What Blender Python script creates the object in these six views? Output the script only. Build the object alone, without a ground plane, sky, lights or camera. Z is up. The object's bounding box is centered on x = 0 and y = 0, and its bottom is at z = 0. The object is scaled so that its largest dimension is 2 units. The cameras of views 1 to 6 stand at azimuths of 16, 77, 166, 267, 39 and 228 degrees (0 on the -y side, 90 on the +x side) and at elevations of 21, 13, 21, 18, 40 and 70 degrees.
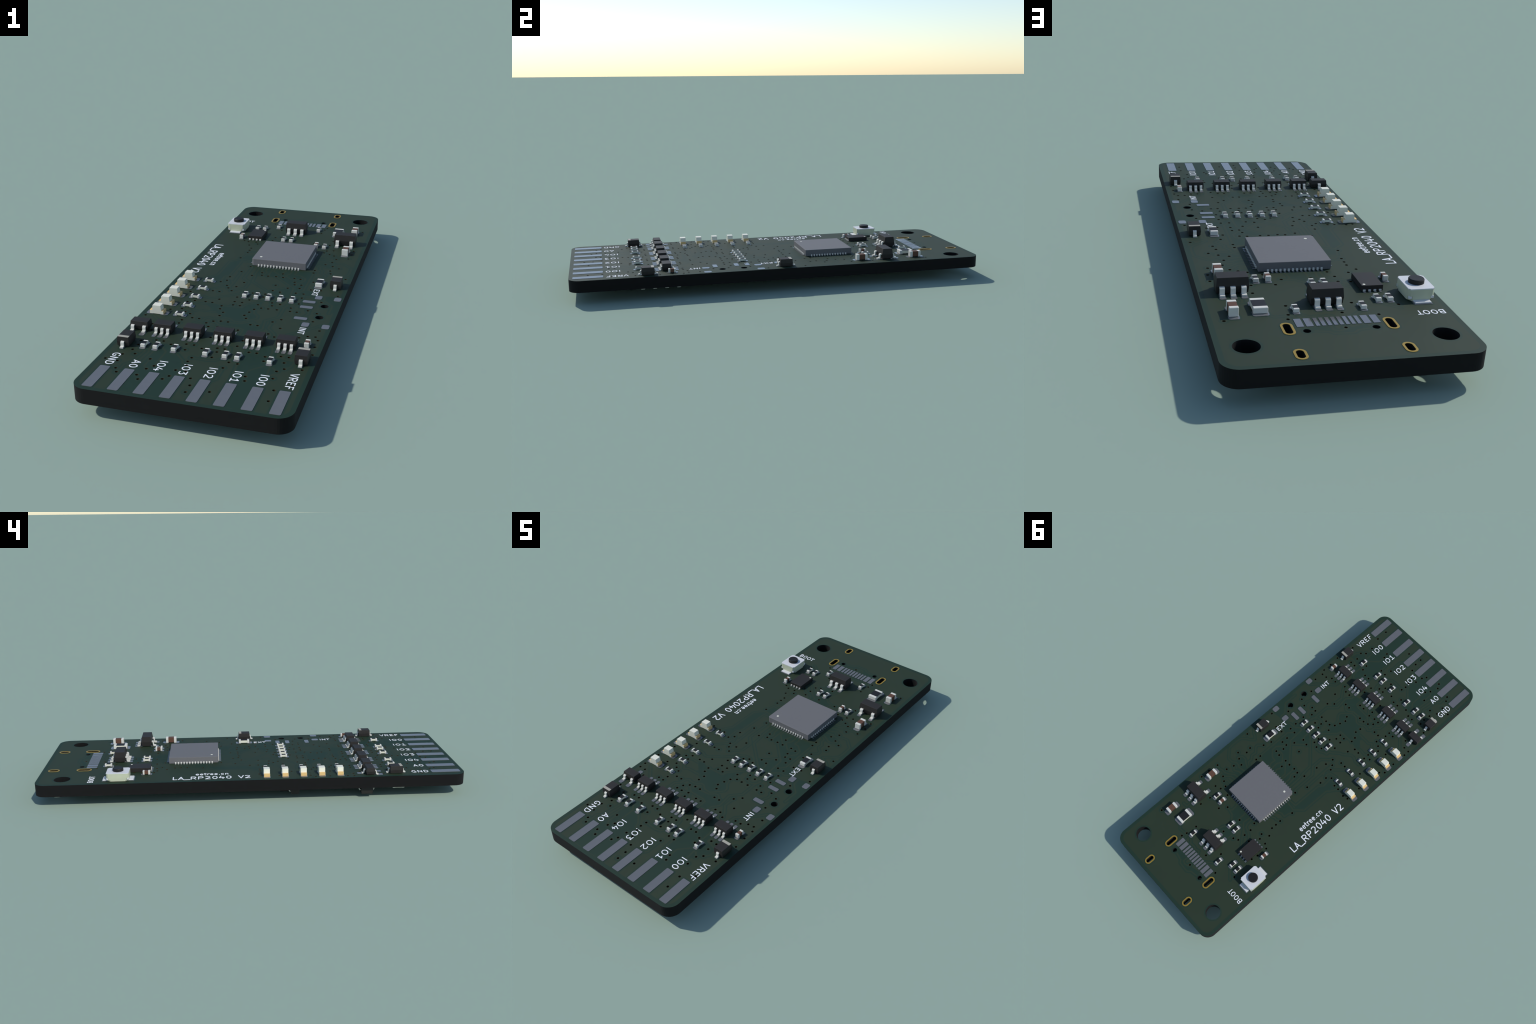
"""Slim two-layer USB logic-analyser circuit board, laid flat, built part by part.
All sizes are in millimetres of the real board and scaled so that 58 mm = 2.00 m."""
import bpy, bmesh, math
from mathutils import Vector
from mathutils.geometry import delaunay_2d_cdt

S = 2.0 / 58.0                 # metres per millimetre
HALF_W, HALF_L = 10.5, 29.0    # board outline
CORNER = 1.5
TOP = 3.158                    # board faces (mm above the ground)
BOTTOM = 1.558
PAD_T = 0.035                  # solder pads stand this proud of the mask

for o in list(bpy.data.objects):
    bpy.data.objects.remove(o)


# ---------------------------------------------------------------- materials
def srgb(r, g, b):
    f = lambda c: c / 12.92 if c <= 0.04045 else ((c + 0.055) / 1.055) ** 2.4
    return (f(r), f(g), f(b))


def material(name, col, rough=0.5, metal=0.0, spec=0.5, grain=0.04, scale=40.0, coat=0.0, bump=0.0):
    m = bpy.data.materials.new(name)
    m.use_nodes = True
    nt = m.node_tree
    bs = nt.nodes['Principled BSDF']
    bs.inputs['Roughness'].default_value = rough
    bs.inputs['Metallic'].default_value = metal
    bs.inputs['Specular IOR Level'].default_value = spec
    bs.inputs['Coat Weight'].default_value = coat
    tc = nt.nodes.new('ShaderNodeTexCoord')
    nz = nt.nodes.new('ShaderNodeTexNoise')
    nz.inputs['Scale'].default_value = scale
    nz.inputs['Detail'].default_value = 3.0
    rp = nt.nodes.new('ShaderNodeValToRGB')
    lo = [c * (1 - grain) for c in col]
    hi = [min(1.0, c * (1 + grain)) for c in col]
    rp.color_ramp.elements[0].position = 0.3
    rp.color_ramp.elements[1].position = 0.7
    rp.color_ramp.elements[0].color = (*lo, 1)
    rp.color_ramp.elements[1].color = (*hi, 1)
    nt.links.new(tc.outputs['Object'], nz.inputs['Vector'])
    nt.links.new(nz.outputs['Fac'], rp.inputs['Fac'])
    nt.links.new(rp.outputs['Color'], bs.inputs['Base Color'])
    if bump:
        bp = nt.nodes.new('ShaderNodeBump')
        bp.inputs['Strength'].default_value = bump
        bp.inputs['Distance'].default_value = 0.001
        nz2 = nt.nodes.new('ShaderNodeTexNoise')
        nz2.inputs['Scale'].default_value = scale * 12
        nt.links.new(tc.outputs['Object'], nz2.inputs['Vector'])
        nt.links.new(nz2.outputs['Fac'], bp.inputs['Height'])
        nt.links.new(bp.outputs['Normal'], bs.inputs['Normal'])
    return m


M = {
    'mask_copper': material('solder_mask_over_copper', (0.0196, 0.0348, 0.0168), 0.65, spec=0.32, scale=6, grain=0.03),
    'mask_bare': material('solder_mask_over_laminate', (0.0097, 0.0312, 0.0178), 0.65, spec=0.32, scale=6, grain=0.03),
    'laminate': material('bare_laminate_edge', (0.0012, 0.0010, 0.0009), 1.0, spec=0.47, scale=90, grain=0.10),
    'copper': material('plated_hole_wall', (0.040, 0.024, 0.008), 0.6, spec=0.3),
    'gold': material('gold_plated_ring', (0.36, 0.235, 0.035), 0.45, metal=0.35),
    'tin': material('tinned_pad', (0.131, 0.132, 0.134), 0.12, spec=1.0, grain=0.02),
    'silk': material('white_legend_ink', (0.82, 0.83, 0.84), 0.6, spec=0.3, grain=0.02),
    'pin': material('tinned_lead', (0.665, 0.650, 0.580), 0.5, spec=0.35, grain=0.02),
    'black': material('black_moulding', (0.0220, 0.0195, 0.0175), 0.6, spec=0.32, scale=120, grain=0.06, bump=0.03),
    'grey': material('grey_moulding', (0.146, 0.144, 0.146), 0.6, spec=0.35, scale=90, grain=0.02, bump=0.02),
    'dot': material('pale_marking_dot', srgb(0.86, 0.85, 0.78), 0.5, spec=0.3, grain=0.02),
    'stripe': material('cathode_stripe', srgb(0.665, 0.645, 0.59), 0.5, spec=0.3, grain=0.03),
    'brown': material('brown_ceramic', (0.118, 0.057, 0.036), 0.6, spec=0.25, grain=0.06, scale=150),
    'ceramic': material('white_ceramic', srgb(0.875, 0.870, 0.790), 0.55, spec=0.3, grain=0.02),
    'film': material('black_resistor_film', (0.0120, 0.0115, 0.0120), 0.55, spec=0.3, grain=0.05),
    'cap': material('tin_end_cap', (0.680, 0.665, 0.590), 0.5, spec=0.35, grain=0.02),
    'led': material('milky_lens', (0.800, 0.780, 0.640), 0.45, spec=0.4, grain=0.02),
    'amber': material('gilded_terminal', (0.755, 0.505, 0.205), 0.45, spec=0.35, grain=0.03),
    'cover': material('pale_metal_cover', (0.67, 0.67, 0.67), 0.45, spec=0.45, grain=0.02),
    'cream': material('cream_plastic', srgb(0.745, 0.760, 0.655), 0.6, spec=0.3, grain=0.03),
    'button': material('black_actuator', (0.0105, 0.0100, 0.0100), 0.55, spec=0.3, grain=0.05),
}


# ---------------------------------------------------------------- mesh tools
class Build:
    """Collects faces in millimetres, one material slot per material name."""

    def __init__(self):
        self.v, self.f, self.m, self.mats = [], [], [], []

    def slot(self, mat):
        if mat not in self.mats:
            self.mats.append(mat)
        return self.mats.index(mat)

    def add(self, verts, faces, mat):
        n, s = len(self.v), self.slot(mat)
        self.v += [tuple(p) for p in verts]
        for f in faces:
            self.f.append([i + n for i in f])
            self.m.append(s)
        return self

    def rings(self, rings, mat, close=True):
        """Loft equal-length closed rings, capped at both ends."""
        k = len(rings[0])
        vs = [p for r in rings for p in r]
        fs = []
        for j in range(len(rings) - 1):
            for i in range(k):
                a, b = j * k + i, j * k + (i + 1) % k
                fs.append([a, b, b + k, a + k])
        if close:
            fs.append(list(range(k))[::-1])
            fs.append([(len(rings) - 1) * k + i for i in range(k)])
        return self.add(vs, fs, mat)

    def prism(self, poly, z0, z1, mat, chamfer=0.0):
        rings = [[(x, y, z0) for x, y in poly]]
        if chamfer:
            rings.append([(x, y, z1 - chamfer) for x, y in poly])
            poly = inset(poly, chamfer)
        rings.append([(x, y, z1) for x, y in poly])
        return self.rings(rings, mat)

    def block(self, x0, x1, y0, y1, z0, z1, mat, ch=0.03):
        """Box with all twelve edges chamfered."""
        bm = bmesh.new()
        bmesh.ops.create_cube(bm, size=1.0)
        for v in bm.verts:
            v.co = Vector((x0 + (v.co.x + .5) * (x1 - x0), y0 + (v.co.y + .5) * (y1 - y0), z0 + (v.co.z + .5) * (z1 - z0)))
        if ch:
            bmesh.ops.bevel(bm, geom=bm.edges[:], offset=ch, segments=1, affect='EDGES', profile=0.5)
        bm.verts.index_update()
        self.add([v.co[:] for v in bm.verts], [[v.index for v in f.verts] for f in bm.faces], mat)
        bm.free()
        return self

    def ribbon(self, path, half_w, thick, mat):
        """Bent strip (a lead): path in (u, z), swept across y, thick along the path normal."""
        off = []
        n = len(path)
        for i, (u, z) in enumerate(path):
            a = path[max(i - 1, 0)]
            b = path[min(i + 1, n - 1)]
            d = math.hypot(b[0] - a[0], b[1] - a[1])
            off.append((u - (b[1] - a[1]) / d * thick / 2, z + (b[0] - a[0]) / d * thick / 2,
                        u + (b[1] - a[1]) / d * thick / 2, z - (b[0] - a[0]) / d * thick / 2))
        rings = [[(o[0], -half_w, o[1]), (o[0], half_w, o[1]), (o[2], half_w, o[3]), (o[2], -half_w, o[3])] for o in off]
        return self.rings(rings, mat)

    def mesh(self, name):
        me = bpy.data.meshes.new(name)
        me.from_pydata([(x * S, y * S, z * S) for x, y, z in self.v], [], self.f)
        for k in self.mats:
            me.materials.append(M[k])
        me.polygons.foreach_set('material_index', self.m)
        bm = bmesh.new()
        bm.from_mesh(me)
        bmesh.ops.recalc_face_normals(bm, faces=bm.faces[:])
        bm.to_mesh(me)
        bm.free()
        me.update()
        return me


def inset(poly, d):
    """Move every side of a convex counter-clockwise outline inwards by d."""
    n, out = len(poly), []
    for i in range(n):
        p0, p1, p2 = Vector(poly[i - 1]), Vector(poly[i]), Vector(poly[(i + 1) % n])
        a, b = (p1 - p0).normalized(), (p2 - p1).normalized()
        na, nb = Vector((-a.y, a.x)), Vector((-b.y, b.x))
        m = (na + nb).normalized()
        out.append(tuple(p1 + m * (d / max(0.3, m.dot(na)))))
    return out


def disc(x, y, r, n=12, phase=0.0):
    return [(x + r * math.cos(phase + 2 * math.pi * i / n), y + r * math.sin(phase + 2 * math.pi * i / n)) for i in range(n)]


def round_rect(x, y, w, h, r, n=4):
    out = []
    for cx, cy, a0 in ((1, 1, 0), (-1, 1, 90), (-1, -1, 180), (1, -1, 270)):
        for i in range(n + 1):
            a = math.radians(a0 + 90 * i / n)
            out.append((x + cx * (w / 2 - r) + r * math.cos(a), y + cy * (h / 2 - r) + r * math.sin(a)))
    return out


def slot_outline(x, y, w, l, n=8):
    """Obround w wide, l long in y."""
    return round_rect(x, y, w, l, w / 2 - 1e-4, n)


def strip(path, w):
    """Polygons that cover a round-ended stroke of width w along a path."""
    out = []
    for a, b in zip(path, path[1:]):
        d = Vector(b) - Vector(a)
        if d.length < 1e-6:
            continue
        n = Vector((-d.y, d.x)).normalized() * (w / 2)
        A, B = Vector(a), Vector(b)
        out.append([tuple(A - n), tuple(B - n), tuple(B + n), tuple(A + n)])
    for p in path:
        out.append(disc(p[0], p[1], w / 2, 10, 0.13))
    return out


def planar(polys):
    """Cut the plane along all outlines; returns points, triangles and the outlines each triangle lies in."""
    vs, fs = [], []
    for p in polys:
        fs.append(list(range(len(vs), len(vs) + len(p))))
        vs += [Vector(q) for q in p]
    ov, _, of, _, _, orig = delaunay_2d_cdt(vs, [], fs, 1, 1e-5, True)
    return ov, of, orig


def rim(tris):
    """Directed edges that belong to one triangle only."""
    seen = {}
    for t in tris:
        for i in range(3):
            a, b = t[i], t[(i + 1) % 3]
            if (b, a) in seen:
                del seen[(b, a)]
            else:
                seen[(a, b)] = True
    return list(seen)


ROOT = bpy.data.objects.new('circuit_board', None)
bpy.context.scene.collection.objects.link(ROOT)
ROOT.empty_display_size = 0.2
ROOT['label'] = 'slim dark green circuit board with chips and white lettering'
ROOT['category'] = 'circuit board'


def put(name, mesh, x=0.0, y=0.0, z=0.0, turn=0.0, parent=None, under=False):
    o = bpy.data.objects.new(name, mesh)
    bpy.context.scene.collection.objects.link(o)
    o.parent = parent or ROOT
    o.location = (x * S, y * S, z * S)
    o.rotation_euler = (math.pi if under else 0.0, 0.0, math.radians(turn))
    return o


# ---------------------------------------------------------------- placement of vias, tracks and keep-outs
def drill_edge_contact_rows():
    return [
        (0.21,-27.01), (7.82,-26.51), (2.31,-26.42), (-4.88,-26.02), (0.19,-25.8), (-2.69,-25.39), (-5.31,-25.3), (-7.4,-25.3), (-2.28,-24.71),
        (-7.79,-24.62), (7.82,-24.61), (-0.19,-24.59), (-4.89,-24), (4.8,-23.7), (-2.1,-23.5), (-1.1,-23.47), (9.24,-23.46), (-4.4,-23.29),
        (-8.26,-23.26), (-9.61,-23.1), (4.62,-22.91), (7.2,-22.6), (-1.42,-22.4), (-5.3,-22.1), (2.1,-21.91), (-8.34,-21.89), (-1.59,-21.6),
        (-7.19,-21.49), (7.21,-21.2), (3.21,-20.79), (-1.48,-20.79), (2.32,-20.72), (-7.8,-20.71), (7.8,-20.58), (9.49,-20.32), (0.4,-20.2),
        (5.5,-19.6), (-7.69,-19.59), (7.49,-19.41), (-2.7,-19.41), (0.52,-19.01),
    ]


def drill_level_shifter_rows():
    return [
        (-1.18,-18.7), (5.4,-18.7), (-4.49,-18.69), (-7.79,-18.68), (3.61,-18.22), (0.31,-18.22), (-3,-18.22), (7.71,-18.22), (4.41,-18.21),
        (1.09,-18.21), (-2.17,-18.21), (6.9,-18.21), (-5.48,-18.2), (-6.3,-18.19), (-9.19,-17.91), (2.11,-17.3), (9.81,-17.1), (-1.12,-16.17),
        (-7.71,-16.17), (2.3,-16), (9.7,-15.42), (-8.2,-14.78), (-1.09,-14.4), (5.2,-14.32), (9.7,-13.93), (-5.51,-13.82), (3.61,-13.81),
        (0.31,-13.81), (-2.99,-13.81), (-2.19,-13.81), (7.71,-13.8), (6.9,-13.8), (4.41,-13.8), (1.1,-13.8), (-6.3,-13.8), (-8.91,-13.8),
        (-9.78,-13.79), (-1.2,-13.6), (8.51,-13.29), (9.31,-13.2), (-2.69,-13.01), (-5.5,-13), (-9.79,-12.89), (-2.09,-12.41), (5.3,-12.21),
        (-4.59,-12.21), (2.8,-12.2), (2.01,-12.2), (-1.31,-12.2), (-3.8,-12.2), (-0.5,-12.19),
    ]


def drill_led_rows():
    return [
        (9.42,-11.71), (-5.18,-11.29), (4.12,-10.91), (-1.89,-10.9), (-5.9,-10.9), (1.11,-10.81), (-7.7,-10.79), (-9.69,-10.5), (-6.5,-10.3),
        (4.9,-10.11), (0.72,-10.11), (-1.78,-10), (8.3,-9.71), (-2.4,-9.2), (1,-9.18), (-5.89,-8.7), (-9.77,-8.52), (-2.49,-8.39),
        (1.32,-8.32), (-6.61,-8.31), (-9.19,-7.89), (-0.49,-7.81), (6.08,-7.81), (2.81,-7.81), (5.31,-7.8), (2,-7.8), (-3.79,-7.8),
        (-5.9,-7.8), (-1.3,-7.79), (3.8,-7.79), (-4.6,-7.79), (8.3,-7.59), (7.19,-7.11), (1.4,-7.02), (5.2,-6.91), (-0.51,-6.9),
        (-1.4,-6.9), (3.01,-6.89), (-3.31,-6.71), (3.8,-6.31), (2.82,-6.12), (0.09,-6), (-1.5,-5.61), (5.81,-5.6), (-7.28,-5.5),
    ]


def drill_switch_rows():
    return [
        (1.41,-4.79), (-4,-4.6), (-4.8,-4.6), (8.19,-4.51), (-0.1,-4.01), (-2.69,-4), (1.41,-3.91), (5.78,-3.91), (-8.91,-3.69),
        (0.6,-3.6), (-3.31,-3.3), (2.91,-2.9), (5.71,-2.72), (4.79,-2.71), (1.99,-2.7), (-2.5,-2.7), (-3.69,-2.6), (9.71,-2.29),
        (-4.79,-1.71), (3.51,-1.5), (6.31,-1.3), (7.51,-1.22), (-6.8,-1.21), (4.9,-1.2), (-1.98,-1.2), (-6,-1.2), (-8.89,-1.2),
        (-4.19,-1.1), (1.91,-1.01), (-8.1,-1.01), (4.1,-0.3), (4.89,-0.2), (-4.19,0.09), (3.91,0.49),
    ]


def drill_processor_rows():
    return [
        (6.1,1.11), (-1.68,1.19), (0.3,1.51), (4.4,1.58), (2.2,1.59), (1.3,1.6), (-0.51,1.6), (3.6,1.7), (-3.31,2.11),
        (6.51,2.38), (-0.69,2.39), (1.9,2.69), (9.71,3), (5.5,4.01), (-2.7,4.1), (7.61,4.29), (5.49,4.88), (7.4,5.19),
        (8.31,6.21), (-4.81,6.68), (7.41,6.78), (6.4,7.19), (7.09,8.18), (-4.5,8.9), (7.41,9.39), (-4.5,9.79), (8.9,9.99),
        (6.89,10.59), (-4.49,10.59), (6.19,11), (5.39,11.39), (9.1,11.61), (-5.1,11.7), (-2.1,12.08), (4.1,12.1), (5.62,12.19),
        (-4.11,12.39), (6.49,12.5), (-5.59,13), (9.11,13.09), (-4.49,13.09), (-2.51,13.21), (2.61,13.38), (-0.18,13.38), (-6.28,13.39),
        (5.61,14.39), (-2.49,14.39), (3.39,14.49), (-3.65,14.56), (-6.19,15.09), (-2.39,15.6), (-1.7,16), (5.8,16.09), (-6.01,16.1),
        (0.12,16.39), (3.52,18.97), (-2.29,19), (-6.29,19.81), (3.7,20.69), (-0.9,20.79), (9.11,21.18), (3.91,21.5), (-3.89,21.5),
        (-0.39,23.51),
    ]


def tracks_processor_fanout():
    return [
        [(9.7,1.61),(9.04,2.21),(8.73,2.26),(8.12,2.77),(8.75,3.39),(9.07,3.54),(9.78,4.22),(9.89,5.09),(9.83,6.71),(8.57,7.97),(7.8,7.95),(7.21,7.5),(6.61,7.55),(6.33,7.75),(5.31,7.52)],
        [(7.42,6.78),(7.72,6.84),(7.58,6.38),(7.27,6.11),(6.68,6.1),(6.02,6.52),(5.46,6.8)],
        [(6.5,2.41),(7.15,3.08),(7.11,3.49),(6.4,4.19),(6.49,4.86),(5.99,5.47),(6.03,6.03),(5.53,6.37)],
        [(5.51,4.01),(5.49,-1.9),(4.8,-2.71)],
        [(8.9,10),(8.14,10.1),(7.77,9.95),(7.23,9.99),(6.69,9.72),(5.89,9.04),(5.37,8.97),(4.78,8.95)],
        [(6.91,10.59),(6.05,9.65),(5.12,9.51)],
        [(6.2,11),(5.95,10.48),(5.18,10.51)],
        [(7.09,8.2),(6.46,8.65),(5.84,8.23),(4.88,8.12)],
        [(4.1,-0.29),(4.3,0.19),(5,1.08),(4.94,1.91),(4.04,2.73),(3.38,2.78),(3.44,3.6),(3.08,4.36)],
        [(4.4,1.61),(3.84,1.16),(3.33,1.19),(2.34,2.15),(2.78,2.89),(2.78,3.65),(2.56,4.29)],
        [(1.91,2.69),(1.83,3.11),(2.08,3.64),(1.68,4.34)],
        [(2.21,1.6),(0.62,3.19),(0.63,4.32)],
        [(1.29,1.61),(4.2,-1.35),(4.34,-3.94),(4.74,-3.97),(5.59,-3.3),(6.37,-3.31),(6.85,-2.91)],
        [(2.92,-2.9),(3.22,-3.46),(3.16,-4.31)],
        [(2,-2.69),(3.6,-1.04)],
        [(0.3,1.51),(0.29,4.2)],
        [(-0.51,1.6),(-0.15,2.22),(-0.12,2.63),(-0.45,3.15),(-0.49,4.48)],
        [(-0.7,2.4),(-0.88,2.68),(-1,4.3)],
        [(2.98,-5.03),(2.8,-4.18),(2.43,-4),(-1.12,-0.61),(-1.24,1.15),(-1.41,1.85),(-1.45,4.18)],
        [(-2.7,-4.01),(-1.39,-2.66),(-1.38,-0.89),(-2.1,-0.16),(-2.32,0.1)],
        [(-1.38,-1.02),(-2.41,0.06),(-2.38,3.85),(-2.68,4.07)],
        [(-3.3,2.12),(-3.24,-1.51),(-3.34,-3.26)],
        [(-4.79,-1.69),(-4.9,0.07),(-4.39,0.68),(-4.29,5.47),(-3.33,5.55),(-2.5,5.53)],
        [(-6.79,-1.19),(-6.25,-0.17),(-5.8,0.38),(-5.74,4.99),(-4.54,6.24),(-3.96,6.13),(-2.93,6.04)],
        [(-4.79,6.69),(-4.51,7.18),(-4.39,7.97),(-3.76,7.87),(-3.24,8.14),(-2.68,8.27)],
        [(-4.51,8.9),(-3.91,9.23),(-3.65,9.15),(-3.04,9.45)],
        [(-3.72,-2.6),(-5.26,-4.21)],
    ]


def tracks_level_shifter():
    return [
        [(-4.14,-1.1),(-3.88,-1.57),(-4.1,-2.13),(-5.21,-2.39)],
        [(4.63,-6.21),(4.46,-7.06),(4.45,-9.55),(3.27,-10.83),(3.53,-12.91),(2.86,-13.77),(2.89,-14.96)],
        [(4.1,-10.91),(4.04,-12.49),(4.98,-13.63),(5.2,-14.31)],
        [(4.71,-6.18),(4.68,-6.61),(4.12,-7.22),(3.47,-7.27),(2.99,-6.91)],
        [(1.85,-5.74),(0.08,-7.54),(-0.11,-8.27),(-2.46,-8.36)],
        [(2.77,-12.21),(2.1,-11.55),(1.69,-11.61),(1.01,-12.21),(-0.41,-12.29)],
        [(1.31,-8.31),(1.57,-9.29),(2.16,-9.97),(2.22,-10.5),(0.91,-11.86),(-0.02,-11.81),(-0.62,-11.28),(-1.13,-11.24),(-1.87,-11.78),(-2.55,-11.79),(-2.85,-11.6),(-3.24,-12.03),(-3.29,-12.67),(-3.96,-13.27),(-3.97,-14.53)],
        [(0.61,-3.61),(0.2,-3.38),(-0.33,-3.44),(-0.94,-3.86),(-1.35,-3.92),(-1.39,-4.6),(-1.65,-4.63),(-2.78,-5.67),(-3.07,-5.73),(-4.15,-6.71),(-4.73,-6.71),(-5.27,-6.4),(-6.08,-6.4)],
        [(-3.3,-3.3),(-3.24,-1.78),(-3.51,-1.19)],
        [(9.56,-7.33),(9.58,-5.15),(8.37,-3.92),(8.32,-3.04)],
        [(7.19,-7.1),(7.4,-7.93),(7,-8.91)],
        [(9.33,-10.4),(8.66,-11.27),(6.44,-13.42),(6.3,-14.67)],
        [(1.63,-15.12),(1.6,-13.52),(1.08,-13.29),(-1.08,-13.24),(-2.09,-12.42)],
        [(-0.39,-14.63),(-0.55,-14.13),(-0.97,-13.65),(-2.18,-13.77)],
        [(5.34,-16.55),(5.66,-16.75),(5.85,-17.52),(5.88,-18.73)],
        [(7.8,-20.6),(8.26,-20.1),(8.4,-19.17)],
        [(7.19,-21.19),(6.65,-20.65)],
        [(6.36,-20.12),(6.55,-23.31)],
    ]


def tracks_edge_contact():
    return [
        [(6.08,-20.21),(4.62,-21.74),(4.59,-22.9)],
        [(3.14,-20.13),(3.19,-20.78),(3.52,-24.35)],
        [(1.61,-20.01),(0.84,-20.78),(0.15,-20.91),(-1.5,-20.79)],
        [(2.11,-21.89),(2.15,-24.15),(1.75,-24.59)],
        [(1.51,-17.78),(1.66,-18.17),(1.79,-19.13)],
        [(-3.41,-20.19),(-2.16,-21.54),(-1.94,-22.12),(-1.42,-22.4)],
        [(-4.39,-23.29),(-4.39,-20.31),(-5.47,-19.07)],
        [(-4.92,-24),(-5.34,-23.5),(-5.3,-22.11)],
        [(-5.59,-20.13),(-5.81,-22.53),(-6.05,-24.69)],
        [(-7.41,-25.29),(-7.29,-24.69),(-7.32,-23.7),(-6.76,-23.09),(-6.44,-20.79),(-6.84,-20.02)],
        [(-6.85,-14.87),(-8.81,-12.86)],
        [(-2.62,-10.12),(-4.5,-10.09),(-4.97,-10.47),(-5.57,-9.71)],
        [(-4.37,-8.39),(-5.48,-8.32),(-5.91,-8.69)],
        [(5.5,20.4),(4.93,20.98),(3.74,20.87),(3.38,20.96),(3.19,21.93)],
        [(2.96,20.5),(2.05,21.27),(1.32,21.18),(0.91,21.33),(0.31,21.13),(0.05,21.55)],
    ]


def tracks_usb_and_flash():
    return [
        [(2.84,23.73),(2.13,23.82),(1.15,24.04),(0.84,24.4),(-0.78,24.47),(-1.31,24.01),(-2.02,23.91),(-2.84,23.71)],
        [(0.73,22.99),(0.72,23.8),(0.26,23.99),(-0.29,23.85),(-0.4,23.5)],
        [(-1.04,21.88),(-1.66,21.49),(-2.63,20.61)],
        [(0.3,15.2),(0.81,16),(0.95,17.11)],
        [(7.7,17.95),(7,17.92),(6.98,16.8)],
        [(-0.99,11.75),(-0.87,13.21),(-1.62,13.83),(-2.33,14.72),(-3.42,15.89)],
        [(-1.39,11.69),(-1.47,12.91),(-1.68,13.41),(-2.43,13.66),(-3.02,13.98),(-3.44,14.46)],
        [(-0.2,13.4),(0,12.96),(-0.01,12.35),(0.15,11.79)],
        [(2.58,13.41),(2.03,13.48),(1.77,13.08),(1.83,12.4),(2.05,11.79)],
        [(2.03,13.48),(1.27,13.62),(0.47,14.43)],
        [(-4.7,19.16),(-4.94,19.47),(-6.21,20.58)],
        [(-1.16,15.65),(-1.15,17.08)],
        [(-1.19,15.26),(-1.12,14.37)],
        [(-2.51,14.41),(-1.62,13.83)],
    ]


def copper_keepouts():
    return [
        [(7.07,-2.02),(5.18,-4.74),(4.05,-4.13),(4.19,-1.36),(3.73,-0.83),(1.17,1.76),(0.66,3.86),(4.62,4.26),(5.41,4.1),(5.45,-1.42)],
        [(4.11,-4.19),(2.95,-4.67),(2.48,-4),(1.57,-2.92),(3.51,-1.07),(4.08,-1.48)],
        [(2.09,-9.91),(2.19,-10.47),(0.91,-11.86),(-0.75,-11.15),(-1.57,-11.38),(-1.95,-11.01),(-2.18,-10.09),(-3.76,-10.14),(-1.67,-7.86),(0.04,-7.93),(0.24,-7.44),(1.79,-5.88),(1.75,-6.97),(1.2,-8.37)],
        [(3.45,-12.72),(2.67,-14.39),(1.71,-14.62),(1.63,-13.49),(-1.21,-13.12),(-1.27,-12.25),(1.12,-12.18),(1.74,-11.63),(2.47,-11.77)],
        [(5.87,-28.51),(4.33,-28.46),(4.24,-24.84),(3.6,-24.55),(3.32,-21.62),(3.09,-17.71),(3.63,-16.84),(5.2,-16.5),(6.4,-17.56),(6.48,-18.59),(8.39,-19.04),(7.85,-20.76),(6.81,-21.89),(6.08,-24.4)],
        [(-1.78,-28.46),(-3.3,-28.45),(-4.33,-28.45),(-5.84,-28.43),(-5.81,-24.7),(-5.66,-23.04),(-5.8,-20.63),(-5.43,-18.76),(-3.96,-18.5),(-3.37,-20.41),(-1.81,-22.25),(-1.78,-24.57)],
        [(-4.32,5.5),(-4.47,0.65),(-4.9,0.07),(-4.91,-1.57),(-5.96,-1.22),(-6.6,-1.05),(-5.72,0.41),(-5.65,5.02),(-4.59,6.18)],
        [(-2.56,5.59),(-4.59,6.18),(-4.53,7.09),(-4.37,8),(-3.51,7.96),(-2.69,8.49),(-2.28,5.76)],
        [(0.66,3.86),(1.17,1.76),(0.34,1.11),(-0.99,1.68),(-1.5,4.12),(0.46,4.26)],
        [(4.92,9.36),(5.33,6.65),(7.06,5.87),(7.82,6.7),(7.23,7.33),(6.55,7.61),(6.42,8.36),(5.96,8.98),(6.4,9.97)],
        [(1.77,13.08),(2.05,11.79),(-0.99,11.75),(-1.3,12.14),(-1.48,13.03),(-0.99,13.32),(-0.43,14.18),(0.48,14.21),(1.33,13.57)],
        [(0.66,15.72),(-0.28,15.29),(-1.27,14.92),(-1.1,16.42),(-0.72,16.71),(0.59,16.6)],
        [(-0.27,-8.45),(-0.8,-11.13),(-1.43,-11.29),(-4.57,-8.2),(-3.84,-7.92),(-2.46,-8.36)],
        [(9.56,-7.33),(9.61,-5.12),(8.33,-3.83),(8,-2.85),(9.5,-2.55),(10.5,-4.81),(10.79,-6.54)],
        [(3.08,23.23),(1.18,23.02),(0.73,22.99),(0.77,23.86),(0.15,23.98),(-0.5,23.63),(-2.35,23.1),(-2.28,23.63),(-1.36,23.95),(-0.78,24.47),(0.73,24.39),(1.15,24.04),(2.13,23.82)],
    ]


VIAS = (drill_edge_contact_rows() + drill_level_shifter_rows() + drill_led_rows()
        + drill_switch_rows() + drill_processor_rows())
TRACKS = tracks_processor_fanout() + tracks_level_shifter() + tracks_edge_contact() + tracks_usb_and_flash()

# ---------------------------------------------------------------- solder pads
PADS = []            # (x, y, size_x, size_y, corner_radius, clearance)


def pad(x, y, w, h, r=0.12, gap=0.18):
    PADS.append((x, y, w, h, r, gap))


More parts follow.
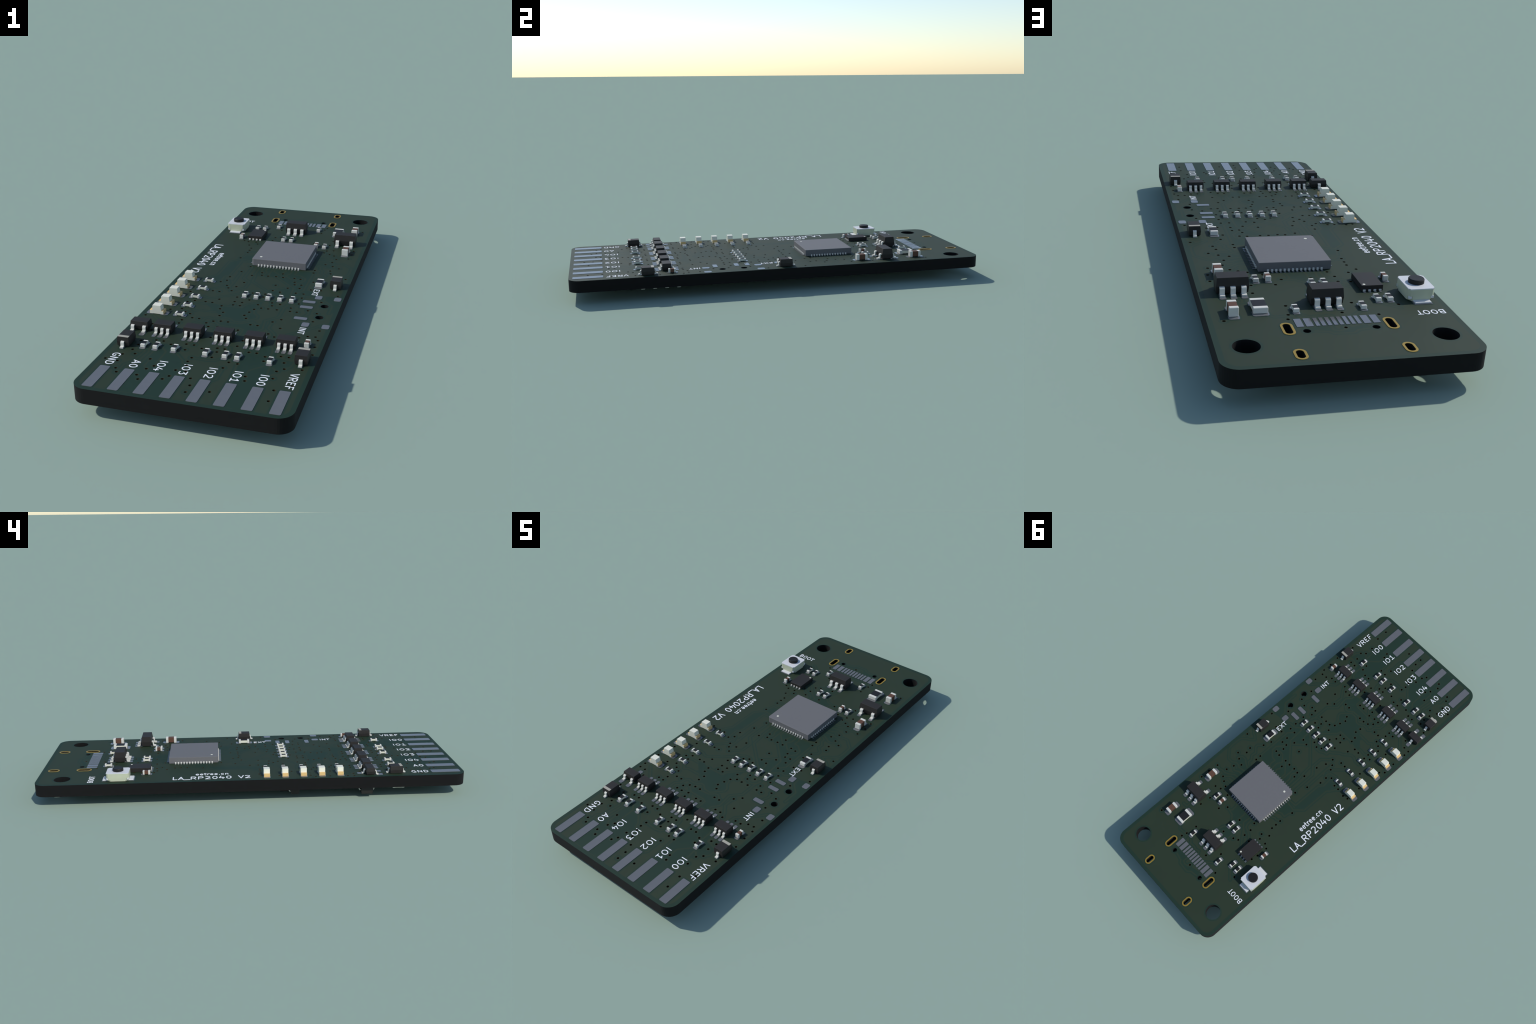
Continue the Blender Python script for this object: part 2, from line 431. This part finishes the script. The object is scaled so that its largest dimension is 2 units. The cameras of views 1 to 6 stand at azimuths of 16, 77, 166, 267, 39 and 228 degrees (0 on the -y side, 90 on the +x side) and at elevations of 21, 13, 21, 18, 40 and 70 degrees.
CONTACT_X = [8.89 - 2.54 * i for i in range(8)]
USB_Y = 26.33
QFN = (0.87, 7.98)

# passives: kind, x, y, turn (90 = lengthwise along the board)
RES_S = [(5.06, 13.38, 90), (2.95, 19.98, 90), (0.13, 14.80, 90), (-0.99, 14.79, 90), (-2.93, 20.0, 90),
         (-4.71, 18.71, 90), (-5.80, 18.70, 90)]
RES_S += [(4.90 - 1.40 * i, -5.0, 90) for i in range(5)]
RES_S += [(-6.11, -12.0 + 2.5 * i, 0) for i in range(5)]
RES_S += [(x, -19.66, 90) for x in (6.19, 2.92, 1.64, -0.37, -3.68, -5.65, -6.97)]
CAP_S = [(3.92, 13.35, 90), (-6.90, 14.37, 90), (8.92, -15.41, 90)]
CAP_M = [(8.23, 11.70, 90), (8.21, 19.81, 90)]
RES_M = [(7.00, 0.44, 90)]
RES_L = [(5.92, 19.26, 90)]
LEDS = [(-8.70, -11.97 + 2.50 * i) for i in range(5)]
SHIFTERS = [6.93 - 3.30 * i for i in range(5)]


def two_pads(x, y, turn, reach, w, h, r):
    if turn:
        pad(x, y - reach, h, w, r)
        pad(x, y + reach, h, w, r)
    else:
        pad(x - reach, y, w, h, r)
        pad(x + reach, y, w, h, r)


for x, y, t in RES_S + CAP_S:
    two_pads(x, y, t, 0.49, 0.54, 0.62, 0.14)
for x, y, t in CAP_M + RES_M:
    two_pads(x, y, t, 0.82, 0.85, 0.95, 0.22)
for x, y, t in RES_L:
    two_pads(x, y, t, 0.95, 0.98, 1.42, 0.25)
for x, y in LEDS:
    two_pads(x, y, 0, 0.79, 0.90, 0.95, 0.22)
for x in SHIFTERS:
    for k in (-0.65, 0.0, 0.65):
        pad(x + k, -16.0 - 1.22, 0.42, 0.84, 0.12, 0.1)
        pad(x + k, -16.0 + 1.22, 0.42, 0.84, 0.12, 0.1)
for dx, dy in ((0.0, 1.24), (-0.66, -1.24), (0.66, -1.24)):
    pad(-8.93 + dx, -16.0 + dy, 0.56, 0.90, 0.14)
for k in (-0.95, 0.0, 0.95):
    pad(7.57 + k, 15.36 + 1.17, 0.58, 1.26, 0.14)
    pad(0.0 + k, 18.59 + 1.17, 0.58, 1.26, 0.14)
    pad(0.0 + k, 18.59 - 1.17, 0.58, 1.26, 0.14)
    if k:
        pad(7.57 + k, 15.36 - 1.17, 0.58, 1.26, 0.14)
for dx, dy, d in ((9.04, 0.33, 0), (9.17, -18.65, 0), (-8.96, -19.60, 0)):
    pad(dx, dy - 1.05, 0.45, 0.60, 0.1)
    pad(dx, dy + 1.05, 0.45, 0.60, 0.1)
for i in range(4):
    pad(-4.15 - 0.5 * i, 15.38 + 1.55, 0.25, 0.50, 0.1, 0.12)
    pad(-4.15 - 0.5 * i, 15.38 - 1.55, 0.25, 0.50, 0.1, 0.12)
for i in range(14):
    k = -2.6 + 0.4 * i
    for a, b, w, h in ((k, -3.44, 0.20, 0.875), (k, 3.44, 0.20, 0.875), (-3.44, k, 0.875, 0.20), (3.44, k, 0.875, 0.20)):
        pad(QFN[0] + a, QFN[1] + b, w, h, 0.05, 0.08)
for sx in (-1, 1):                                    # USB-C receptacle landing
    for px, w in ((3.23, 0.6), (2.43, 0.6), (1.75, 0.32), (1.25, 0.32), (0.75, 0.32), (0.25, 0.32)):
        pad(sx * px, USB_Y - 4.04, w, 1.45, 0.01, 0.08)
for px, py in ((9.86, -10.68), (7.66, -10.66), (7.64, -3.32), (9.85, -3.32)):   # slide-switch landing
    pad(px, py, 0.80, 1.00, 0.2)
for py in (-9.26, -6.25, -4.75):
    pad(6.82, py, 1.45, 0.62, 0.15)
pad(-8.5, 17.98 + 1.72, 1.70, 0.86, 0.02)             # push-button landing
pad(-8.5, 17.98 - 1.72, 1.70, 0.86, 0.02)

# ---------------------------------------------------------------- bare board
SLOTS = [(sx * 4.33, USB_Y + dy, 0.62, d, 1.02, l)
         for sx in (-1, 1) for dy, d, l in ((-3.12, 1.73, 2.12), (1.06, 1.23, 1.62))]
PLAIN_HOLES = [(8.10, 25.60, 1.10), (-8.10, 25.60, 1.10), (2.89, 23.73, 0.33), (-2.89, 23.73, 0.33),
               (8.75, -8.50, 0.45), (8.75, -5.50, 0.45)]


def build_board():
    polys, kind = [], []

    def region(p, k):
        polys.append(p)
        kind.append(k)

    region(round_rect(0, 0, 2 * HALF_W, 2 * HALF_L, CORNER, 10), 'board')
    region(round_rect(0, 0, 2 * HALF_W - 0.96, 2 * HALF_L - 0.96, CORNER - 0.4, 8), 'pour')
    for p in copper_keepouts():
        area = sum(a[0] * b[1] - b[0] * a[1] for a, b in zip(p, p[1:] + p[:1]))
        region(p if area > 0 else p[::-1], 'keepout')
    ends = [t[0] for t in TRACKS] + [t[-1] for t in TRACKS]
    for t in TRACKS:
        for q in strip(t, 0.58):
            region(q, 'gap')
        for q in strip(t, 0.20):
            region(q, 'track')
    for i, (x, y) in enumerate(VIAS):
        signal = any((x - a) ** 2 + (y - b) ** 2 < 0.12 for a, b in ends) or i % 3 == 0
        if signal:
            region(disc(x, y, 0.46, 14), 'gap')
        region(disc(x, y, 0.27, 12), 'track')
        region(disc(x, y, 0.155, 10), 'via')
    for x, y, w, h, r, g in PADS:
        region(round_rect(x, y, w + 2 * g, h + 2 * g, min(r + g, min(w, h) / 2 + g - 0.01), 3), 'clear')
    for x in CONTACT_X:
        region(round_rect(x, -26.5, 1.44, 4.34, 0.2, 3), 'clear')
    for x, y, r in PLAIN_HOLES:
        region(disc(x, y, r + 0.22, 32), 'clear')
        region(disc(x, y, r, 32), 'hole')
    for x, y, dw, dl, w, l in SLOTS:
        region(slot_outline(x, y, w + 0.36, l + 0.36), 'clear')
        region(slot_outline(x, y, dw, dl), 'slot')

    pts, tris, orig = planar(polys)
    keep, mats, hole_of = [], [], {}
    for t, o in zip(tris, orig):
        k = {kind[i] for i in o}
        if 'board' not in k or k & {'via', 'hole', 'slot'}:
            continue
        if len(t) != 3:
            continue
        if 'clear' in k:
            m = 'mask_bare'
        elif 'track' in k:
            m = 'mask_copper'
        elif k & {'gap', 'keepout'} or 'pour' not in k:
            m = 'mask_bare'
        else:
            m = 'mask_copper'
        keep.append(t)
        mats.append(m)

    top, low = Build(), Build()
    n = len(pts)
    top.v = [(p.x, p.y, TOP) for p in pts] + [(p.x, p.y, BOTTOM) for p in pts]
    for t, m in zip(keep, mats):
        top.f.append(list(t))
        top.m.append(top.slot(m))
    for t in keep:
        top.f.append([i + n for i in t[::-1]])
        top.m.append(top.slot('mask_copper'))
    low.v = list(top.v)
    for a, b in rim(keep):
        mx, my = (pts[a].x + pts[b].x) / 2, (pts[a].y + pts[b].y) / 2
        outer = abs(mx) > HALF_W - 1.6 and abs(my) > HALF_L - 1.6 or abs(mx) > HALF_W - 0.02 or abs(my) > HALF_L - 0.02
        plain = (outer or any((mx - x) ** 2 + (my - y) ** 2 < (r + 0.03) ** 2 for x, y, r in PLAIN_HOLES)
                 or any(abs(mx - s[0]) < 0.4 and abs(my - s[1]) < 1.0 for s in SLOTS))
        tgt = top if plain else low
        tgt.f.append([b, a, a + n, b + n])
        tgt.m.append(tgt.slot('laminate' if plain else 'copper'))

    def clean(b, name):
        used = sorted({i for f in b.f for i in f})
        re = {j: i for i, j in enumerate(used)}
        b.v = [b.v[j] for j in used]
        b.f = [[re[i] for i in f] for f in b.f]
        me = bpy.data.meshes.new(name)
        me.from_pydata([(x * S, y * S, z * S) for x, y, z in b.v], [], b.f)
        for k in b.mats:
            me.materials.append(M[k])
        me.polygons.foreach_set('material_index', b.m)
        me.update()
        return me

    put('laminate_board', clean(top, 'laminate_board'))
    put('plated_hole_lining', clean(low, 'plated_hole_lining'))['kind'] = 'stuff'


build_board()

# pads as their own thin tinned plates
cache = {}
for x, y, w, h, r, g in PADS:
    key = (round(w, 3), round(h, 3), round(r, 3))
    if key not in cache:
        cache[key] = Build().prism(round_rect(0, 0, w, h, min(r, min(w, h) / 2 - 0.005)), -0.02, PAD_T, 'tin').mesh('solder_pad')
    put('solder_pad', cache[key], x, y, TOP)
contact = Build().prism(round_rect(0, 0, 1.05, 3.96, 0.12), -0.02, PAD_T, 'tin').mesh('edge_contact')
for x in CONTACT_X:
    put('edge_contact', contact, x, -26.5, TOP)
for x, y, dw, dl, w, l in SLOTS:
    b = Build()
    a, c = slot_outline(0, 0, w, l), slot_outline(0, 0, dw + 0.01, dl + 0.01)
    k = len(a)
    vs = [(*p, -0.02) for p in a] + [(*p, PAD_T) for p in a] + [(*p, PAD_T) for p in c] + [(*p, -0.02) for p in c]
    fs = [[j * k + i, j * k + (i + 1) % k, (j + 1) * k + (i + 1) % k, (j + 1) * k + i] for j in range(3) for i in range(k)]
    b.add(vs, fs, 'gold')
    put('gold_slot_ring', b.mesh('gold_slot_ring'), x, y, TOP)

# ---------------------------------------------------------------- white legend
ARC = lambda cx, cy, rx, ry, a0, a1, n=8: [(cx + rx * math.cos(math.radians(a0 + (a1 - a0) * i / n)),
                                            cy + ry * math.sin(math.radians(a0 + (a1 - a0) * i / n))) for i in range(n + 1)]
# glyph: (advance, strokes) on a cap height of 1
GLYPH = {
    'A': (0.86, [[(0.12, 0), (0.43, 1), (0.74, 0)], [(0.21, 0.29), (0.65, 0.29)]]),
    'B': (1.0, [[(0.2, 0), (0.2, 1)], [(0.2, 1), (0.55, 1)] + ARC(0.55, 0.765, 0.22, 0.235, 90, -90) + [(0.2, 0.53)],
                [(0.2, 0.53), (0.57, 0.53)] + ARC(0.57, 0.265, 0.25, 0.265, 90, -90) + [(0.2, 0)]]),
    'D': (1.0, [[(0.2, 0), (0.2, 1), (0.42, 1)] + ARC(0.42, 0.5, 0.4, 0.5, 90, -90, 12) + [(0.2, 0)]]),
    'E': (0.9, [[(0.72, 0), (0.2, 0), (0.2, 1), (0.72, 1)], [(0.2, 0.53), (0.58, 0.53)]]),
    'F': (0.86, [[(0.2, 0), (0.2, 1), (0.72, 1)], [(0.2, 0.53), (0.58, 0.53)]]),
    'G': (1.0, [[(0.77, 0.93)] + ARC(0.53, 0.5, 0.36, 0.5, 75, 300, 16) + [(0.80, 0.10), (0.80, 0.43), (0.58, 0.43)]]),
    'I': (0.48, [[(0.24, 0), (0.24, 1)]]),
    'L': (0.81, [[(0.2, 1), (0.2, 0), (0.70, 0)]]),
    'N': (1.05, [[(0.2, 0), (0.2, 1), (0.82, 0), (0.82, 1)]]),
    'O': (1.05, [ARC(0.525, 0.5, 0.355, 0.5, 0, 360, 22)]),
    'P': (1.0, [[(0.2, 0), (0.2, 1), (0.55, 1)] + ARC(0.55, 0.74, 0.26, 0.26, 90, -90) + [(0.2, 0.48)]]),
    'R': (1.0, [[(0.2, 0), (0.2, 1), (0.55, 1)] + ARC(0.55, 0.74, 0.26, 0.26, 90, -90) + [(0.2, 0.48)],
                [(0.50, 0.48), (0.82, 0)]]),
    'T': (0.76, [[(0.06, 1), (0.70, 1)], [(0.38, 1), (0.38, 0)]]),
    'V': (0.86, [[(0.10, 1), (0.43, 0), (0.76, 1)]]),
    'X': (0.95, [[(0.14, 0), (0.80, 1)], [(0.14, 1), (0.80, 0)]]),
    '_': (0.76, [[(-0.02, -0.10), (0.78, -0.10)]]),
    ' ': (0.76, []),
    '.': (0.48, [[(0.24, 0.01), (0.24, 0.05)]]),
    '0': (0.95, [ARC(0.475, 0.5, 0.30, 0.5, 0, 360, 22)]),
    '1': (0.95, [[(0.20, 0), (0.76, 0)], [(0.48, 0), (0.48, 1), (0.40, 0.86), (0.22, 0.74)]]),
    '2': (0.95, [[(0.18, 0.90)] + ARC(0.45, 0.72, 0.29, 0.28, 120, -25, 10) + [(0.16, 0), (0.77, 0)]]),
    '3': (0.95, [[(0.18, 1), (0.74, 1), (0.44, 0.61)] + ARC(0.48, 0.305, 0.28, 0.305, 90, -130, 12)]),
    '4': (0.95, [[(0.36, 1), (0.14, 0.32), (0.80, 0.32)], [(0.62, 0.60), (0.62, 0)]]),
    'e': (0.88, [[(0.16, 0.37), (0.70, 0.37)] + ARC(0.43, 0.335, 0.27, 0.335, 8, 318, 16)]),
    't': (0.60, [[(0.06, 0.67), (0.52, 0.67)], [(0.24, 0.98), (0.24, 0.16), (0.32, 0.0), (0.50, 0.0)]]),
    'r': (0.62, [[(0.2, 0), (0.2, 0.67)], [(0.2, 0.42), (0.30, 0.60), (0.42, 0.67), (0.56, 0.66)]]),
    'c': (0.84, [ARC(0.43, 0.335, 0.27, 0.335, 50, 310, 14)]),
    'n': (0.88, [[(0.2, 0), (0.2, 0.67)], [(0.2, 0.50), (0.34, 0.64), (0.48, 0.67), (0.63, 0.60), (0.68, 0.46), (0.68, 0)]]),
}


def legend(text, x, y, ux, uy, length, cap, width):
    """Write text from (x, y) on the baseline; (ux, uy) is the reading direction; ink spans exactly length."""
    lines, pen = [], 0.0
    for ch in text:
        adv, strokes = GLYPH[ch]
        lines += [[(pen + px, py) for px, py in s] for s in strokes]
        pen += adv
    lo = min(p[0] for s in lines for p in s)
    hi = max(p[0] for s in lines for p in s)
    k = (length - width) / (hi - lo)
    polys, kind = [], []
    for s in lines:
        path = []
        for px, py in s:
            a, b = (px - lo) * k + width / 2, py * cap
            path.append((x + a * ux - b * uy, y + a * uy + b * ux))
        for q in strip(path, width):
            polys.append(q)
            kind.append('ink')
    for vx, vy in VIAS:
        if abs(vx - x) < 4 and abs(vy - y) < 12:
            polys.append(disc(vx, vy, 0.18, 12))
            kind.append('hole')
    pts, tris, orig = planar(polys)
    keep = [t for t, o in zip(tris, orig) if len(t) == 3 and 'ink' in {kind[i] for i in o} and 'hole' not in {kind[i] for i in o}]
    n = len(pts)
    b = Build()
    b.v = [(p.x - x, p.y - y, 0.022) for p in pts] + [(p.x - x, p.y - y, -0.004) for p in pts]
    b.f = [list(t) for t in keep] + [[q, p, p + n, q + n] for p, q in rim(keep)]
    b.slot('silk')
    b.m = [0] * len(b.f)
    return put('printed_legend', b.mesh('printed_legend'), x, y, TOP)


LEG_CAP, LEG_W = 0.77, 0.110
for i, (word, start) in enumerate((('VREF', -21.20), ('IO0', -22.22), ('IO1', -22.22), ('IO2', -22.22), ('IO3', -22.22),
                                   ('IO4', -22.22), ('A0', -22.68), ('GND', -21.82))):
    legend(word, CONTACT_X[i] + (0.16 if i == 0 else 0.03) - LEG_CAP / 2, start, 0, -1, start + 24.14, LEG_CAP, LEG_W)
legend('EXT', 6.70, -1.08, 0, -1, 1.86, 0.60, 0.100)
legend('INT', 7.31, -11.46, 0, -1, 1.52, 0.62, 0.100)
legend('BOOT', -9.76, 21.30, 1, 0, 2.55, 0.68, 0.105)
legend('LA_RP2040 V2', -9.55, 10.70, 0, -1, 10.44, 1.00, 0.145)
legend('eetree.cn', -7.93, 7.66, 0, -1, 4.46, 0.76, 0.112)


# ---------------------------------------------------------------- component bodies
def rect(lx, ly):
    return [(-lx / 2, -ly / 2), (lx / 2, -ly / 2), (lx / 2, ly / 2), (-lx / 2, ly / 2)]


def moulded(lx, ly, z0, z1, belt, draft_x, draft, name, mat='black', stripe=None, cut=0.0, dot=None):
    """Transfer-moulded package: widest at the parting line, drafted above and below."""
    b = Build()
    zb = z0 + (z1 - z0) * belt
    fx = lambda z: draft_x * abs(z - zb)
    f = lambda z: draft * abs(z - zb)
    ring = lambda z, e=0.0: [(x - math.copysign(fx(z) + e, x), y - math.copysign(f(z) + e, y), z) for x, y in rect(lx, ly)]
    b.rings([ring(z0), ring(zb - 0.03), ring(zb + 0.03), ring(z1 - 0.015), ring(z1, 0.015)], mat)
    if stripe:
        y0, y1 = stripe
        w = lx / 2 - fx(z1) - 0.02
        b.block(-w, w, y0, y1, z1 - 0.03, z1 + 0.012, 'stripe', 0)
    if dot:
        b.prism(disc(dot[0], dot[1], dot[2], 20), z1 - 0.02, z1 + 0.012, 'dot')
    return b.mesh(name)


def gull(r0, r1, zt, w, t=0.14):
    """Gull-wing lead: leaves the body at r0, bends down, foot ends at r1; lies along +u."""
    zf = t / 2 + PAD_T
    xk = r0 + (r1 - r0) * 0.40
    q = 0.13
    path = [(r0 - 0.12, zt), (xk - q, zt)]
    path += [(xk - q + q * math.sin(a), zt - q + q * math.cos(a)) for a in (0.4, 0.8, 1.2, 1.57)]
    path += [(xk, zf + q)]
    path += [(xk + q - q * math.cos(a), zf + q - q * math.sin(a)) for a in (0.4, 0.8, 1.2, 1.57)]
    path += [(r1, zf)]
    return Build().ribbon(path, w / 2, t, 'pin').mesh('lead')


def package(name, body, x, y, leads, lead_mesh, turn=0.0, under=False, z=None):
    o = put(name, body, x, y, (BOTTOM if under else TOP) if z is None else z, turn, under=under)
    for lx, ly, a in leads:
        put('lead', lead_mesh, lx, ly, 0, a, parent=o)
    return o


# SC-70 family
sc_body = moulded(2.0, 1.26, 0.10, 1.00, 0.45, 0.10, 0.12, 'transistor_array_body')
sc_lead = gull(0.57, 1.06, 0.57, 0.31, 0.12)
six = [(k, 0, 90) for k in (-0.65, 0, 0.65)] + [(k, 0, -90) for k in (-0.65, 0, 0.65)]
for x in SHIFTERS:
    package('transistor_array', sc_body, x, -16.0, six, sc_lead)
three_body = moulded(2.0, 1.22, 0.10, 1.0, 0.45, 0.12, 0.20, 'transistor_body')
three_lead = gull(0.57, 1.08, 0.57, 0.36, 0.12)
three = [(0, 0, 90), (-0.65, 0, -90), (0.65, 0, -90)]
package('transistor', three_body, -8.93, -16.0, three, three_lead)

# SOT-23 family
sot_body = moulded(2.9, 1.6, 0.12, 1.54, 0.45, 0.09, 0.17, 'regulator_body')
sot_lead = gull(0.76, 1.42, 0.72, 0.44, 0.16)
package('voltage_regulator', sot_body, 7.57, 15.36, [(k, 0, 90) for k in (-0.95, 0, 0.95)] + [(k, 0, -90) for k in (-0.95, 0.95)], sot_lead)
package('protection_array', sot_body, 0.0, 18.59, [(k, 0, 90) for k in (-0.95, 0, 0.95)] + [(k, 0, -90) for k in (-0.95, 0, 0.95)], sot_lead)

# SOD-323 diodes, cathode stripe at local +y
diode_body = moulded(1.30, 1.75, 0.08, 1.07, 0.45, 0.10, 0.10, 'diode_body', stripe=(0.44, 0.80))
plain_diode = moulded(1.30, 1.65, 0.08, 1.07, 0.45, 0.14, 0.16, 'diode_body')
diode_lead = gull(0.80, 1.30, 0.60, 0.36, 0.12)
pair = [(0, 0, 90), (0, 0, -90)]
for x, y, t in ((9.04, 0.33, 0), (9.17, -18.65, 0), (-8.96, -19.60, 180)):
    package('diode', diode_body, x, y, pair, diode_lead, t)

# flash memory
flash = moulded(2.0, 3.0, 0.04, 0.58, 0.5, 0.0, 0.0, 'flash_memory_chip', dot=(0.72, 1.22, 0.13))
tab = Build().block(-0.125, 0.125, -0.06, 0.06, 0.02, 0.20, 'pin', 0.02).mesh('lead')
fl = put('flash_memory_chip', flash, -4.90, 15.38, TOP)
for i in range(4):
    for s in (-1, 1):
        put('lead', tab, -0.75 + 0.5 * i, s * 1.50, 0, parent=fl)

# processor
b = Build()
h = 3.5
outline = [(-h + 0.18, -h), (h, -h), (h, h), (-h, h), (-h, -h + 0.18)]
b.prism(outline, 0.05, 0.93, 'grey', 0.025)
b.prism(disc(-2.53, -2.55, 0.16, 24), 0.90, 0.945, 'dot', 0.01)
cpu = put('processor_chip', b.mesh('processor_chip'), QFN[0], QFN[1], TOP)
qtab = Build().block(-0.10, 0.10, -0.08, 0.08, 0.02, 0.26, 'pin', 0.02).mesh('lead')
for i in range(14):
    k = -2.6 + 0.4 * i
    for a, c, t in ((k, -h, 0), (k, h, 0), (-h, k, 90), (h, k, 90)):
        put('lead', qtab, a, c, 0, t, parent=cpu)


# passives
def chip_part(l, w, t, cap, core_mat, film):
    core, end = Build(), Build()
    g = 0.025
    core.block(-l / 2 + 0.03, l / 2 - 0.03, -w / 2 + g, w / 2 - g, 0.03 + 0.05 * t + PAD_T, PAD_T + t - g, core_mat, 0.01)
    if film:
        core.block(-l / 2 + cap - 0.02, l / 2 - cap + 0.02, -w / 2 + g + 0.004, w / 2 - g - 0.004, t - 0.06 + PAD_T, PAD_T + t - 0.008, 'film', 0.004)
    end.block(0, cap, -w / 2, w / 2, PAD_T, PAD_T + t, 'cap', 0.035)
    return core.mesh('ceramic_core'), end.mesh('end_cap'), l


R_S = chip_part(1.0, 0.5, 0.36, 0.24, 'ceramic', True)
C_S = chip_part(1.0, 0.5, 0.52, 0.26, 'brown', False)
C_M = chip_part(1.6, 0.8, 0.82, 0.38, 'brown', False)
R_M = chip_part(1.6, 0.8, 0.46, 0.32, 'ceramic', True)
R_L = chip_part(2.0, 1.25, 0.52, 0.40, 'ceramic', True)


def passive(name, part, x, y, turn, under=False):
    core, end, l = part
    o = put(name, core, x, y, BOTTOM if under else TOP, turn, under=under)
    put('end_cap', end, -l / 2, 0, 0, 0, parent=o)
    put('end_cap', end, l / 2, 0, 0, 180, parent=o)


for p in RES_S:
    passive('resistor', R_S, *p)
for p in RES_M:
    passive('resistor', R_M, *p)
for p in RES_L:
    passive('resistor', R_L, *p)
for p in CAP_S:
    passive('capacitor', C_S, *p)
for p in CAP_M:
    passive('capacitor', C_M, *p)

# indicator lamps: white T-shaped moulding with gilded wrap-around ends
b = Build()
prof = [(-0.78, 0.05), (0.78, 0.05), (0.78, 0.42), (0.53, 0.42), (0.46, 1.02), (-0.46, 1.02), (-0.53, 0.42), (-0.78, 0.42)]
vs = [(x, s * 0.41, z) for s in (-1, 1) for x, z in prof]
n = len(prof)
b.add(vs, [[i, (i + 1) % n, n + (i + 1) % n, n + i] for i in range(n)] + [list(range(n))[::-1], [n + i for i in range(n)]], 'led')
lamp = b.mesh('milky_lens')
b = Build()
b.block(0.70, 0.81, -0.395, 0.395, PAD_T, 0.445, 'amber', 0.01)
b.block(0.535, 0.72, -0.395, 0.395, 0.38, 0.445, 'amber', 0.01)
term = b.mesh('gilded_terminal')
for x, y in LEDS:
    o = put('indicator_lamp', lamp, x, y, TOP)
    put('gilded_terminal', term, 0, 0, 0, 0, parent=o)
    put('gilded_terminal', term, 0, 0, 0, 180, parent=o)

# push button (local x runs along the terminals)
b = Build()
oct_hi = [(-1.5, -0.85), (-1.22, -0.85), (-1.22, -1.2), (1.22, -1.2), (1.22, -0.85), (1.5, -0.85),
          (1.5, 0.85), (1.22, 0.85), (1.22, 1.2), (-1.22, 1.2), (-1.22, 0.85), (-1.5, 0.85)]
b.prism([(-1.5, -1.0), (-1.3, -1.2), (1.3, -1.2), (1.5, -1.0), (1.5, 1.0), (1.3, 1.2), (-1.3, 1.2), (-1.5, 1.0)], 0.50, 1.10, 'cream')
b.prism([(x * 0.996, y * 0.996) for x, y in oct_hi], 0.22, 0.505, 'cream')
b.prism([(-1.48, -0.80), (-0.95, -1.19), (0.95, -1.19), (1.48, -0.80), (1.48, 0.80), (0.95, 1.19), (-0.95, 1.19), (-1.48, 0.80)], 0.06, 0.24, 'cream')
base = put('push_button', b.mesh('push_button_housing'), -8.5, 17.98, TOP, 90)
b = Build()
b.prism([(-1.5, -1.08), (-1.38, -1.08), (-1.30, -1.22), (1.30, -1.22), (1.38, -1.08), (1.5, -1.08),
         (1.5, 1.08), (1.38, 1.08), (1.30, 1.22), (-1.30, 1.22), (-1.38, 1.08), (-1.5, 1.08)], 1.10, 1.19, 'cover')
for sx in (-1, 1):
    for sy in (-1, 1):
        b.block(sx * 1.36 - 0.12, sx * 1.36 + 0.12, sy * 1.02 - 0.15, sy * 1.02 + 0.15, 0.26, 0.50, 'cover', 0.02)
put('metal_cover', b.mesh('metal_cover'), parent=base)
b = Build()
b.rings([[(*p, z) for p in disc(0, 0, r, 40)] for r, z in ((0.72, 1.15), (0.72, 1.53), (0.66, 1.60))], 'button')
put('actuator', b.mesh('actuator'), parent=base)
b = Build()
b.block(1.35, 2.05, -0.76, 0.76, PAD_T, 0.17, 'cover', 0.03)
tm = b.mesh('terminal')
put('terminal', tm, parent=base)
put('terminal', tm, 0, 0, 0, 180, parent=base)

# ---------------------------------------------------------------- underside
package('diode', plain_diode, -9.30, -15.58, pair, diode_lead, 0, under=True)
package('transistor', three_body, -8.50, -5.77, three, three_lead, 0, under=True)
deep_body = moulded(2.9, 1.6, 0.12, BOTTOM, 0.45, 0.09, 0.17, 'regulator_body')
five = [(k, 0, 90) for k in (-0.95, 0, 0.95)] + [(k, 0, -90) for k in (-0.95, 0.95)]
for x, y, turn in ((-1.6, -21.4, 90), (2.3, -13.4, 0), (-5.25, -4.65, 0)):
    package('voltage_regulator', deep_body, x, y, five, sot_lead, turn, under=True)
passive('resistor', R_M, -9.05, -20.0, 90, True)
for y in (-19.4, -17.8, -16.2, -14.6):
    passive('resistor', R_S, 8.9, y, 0, True)

bpy.context.view_layer.update()
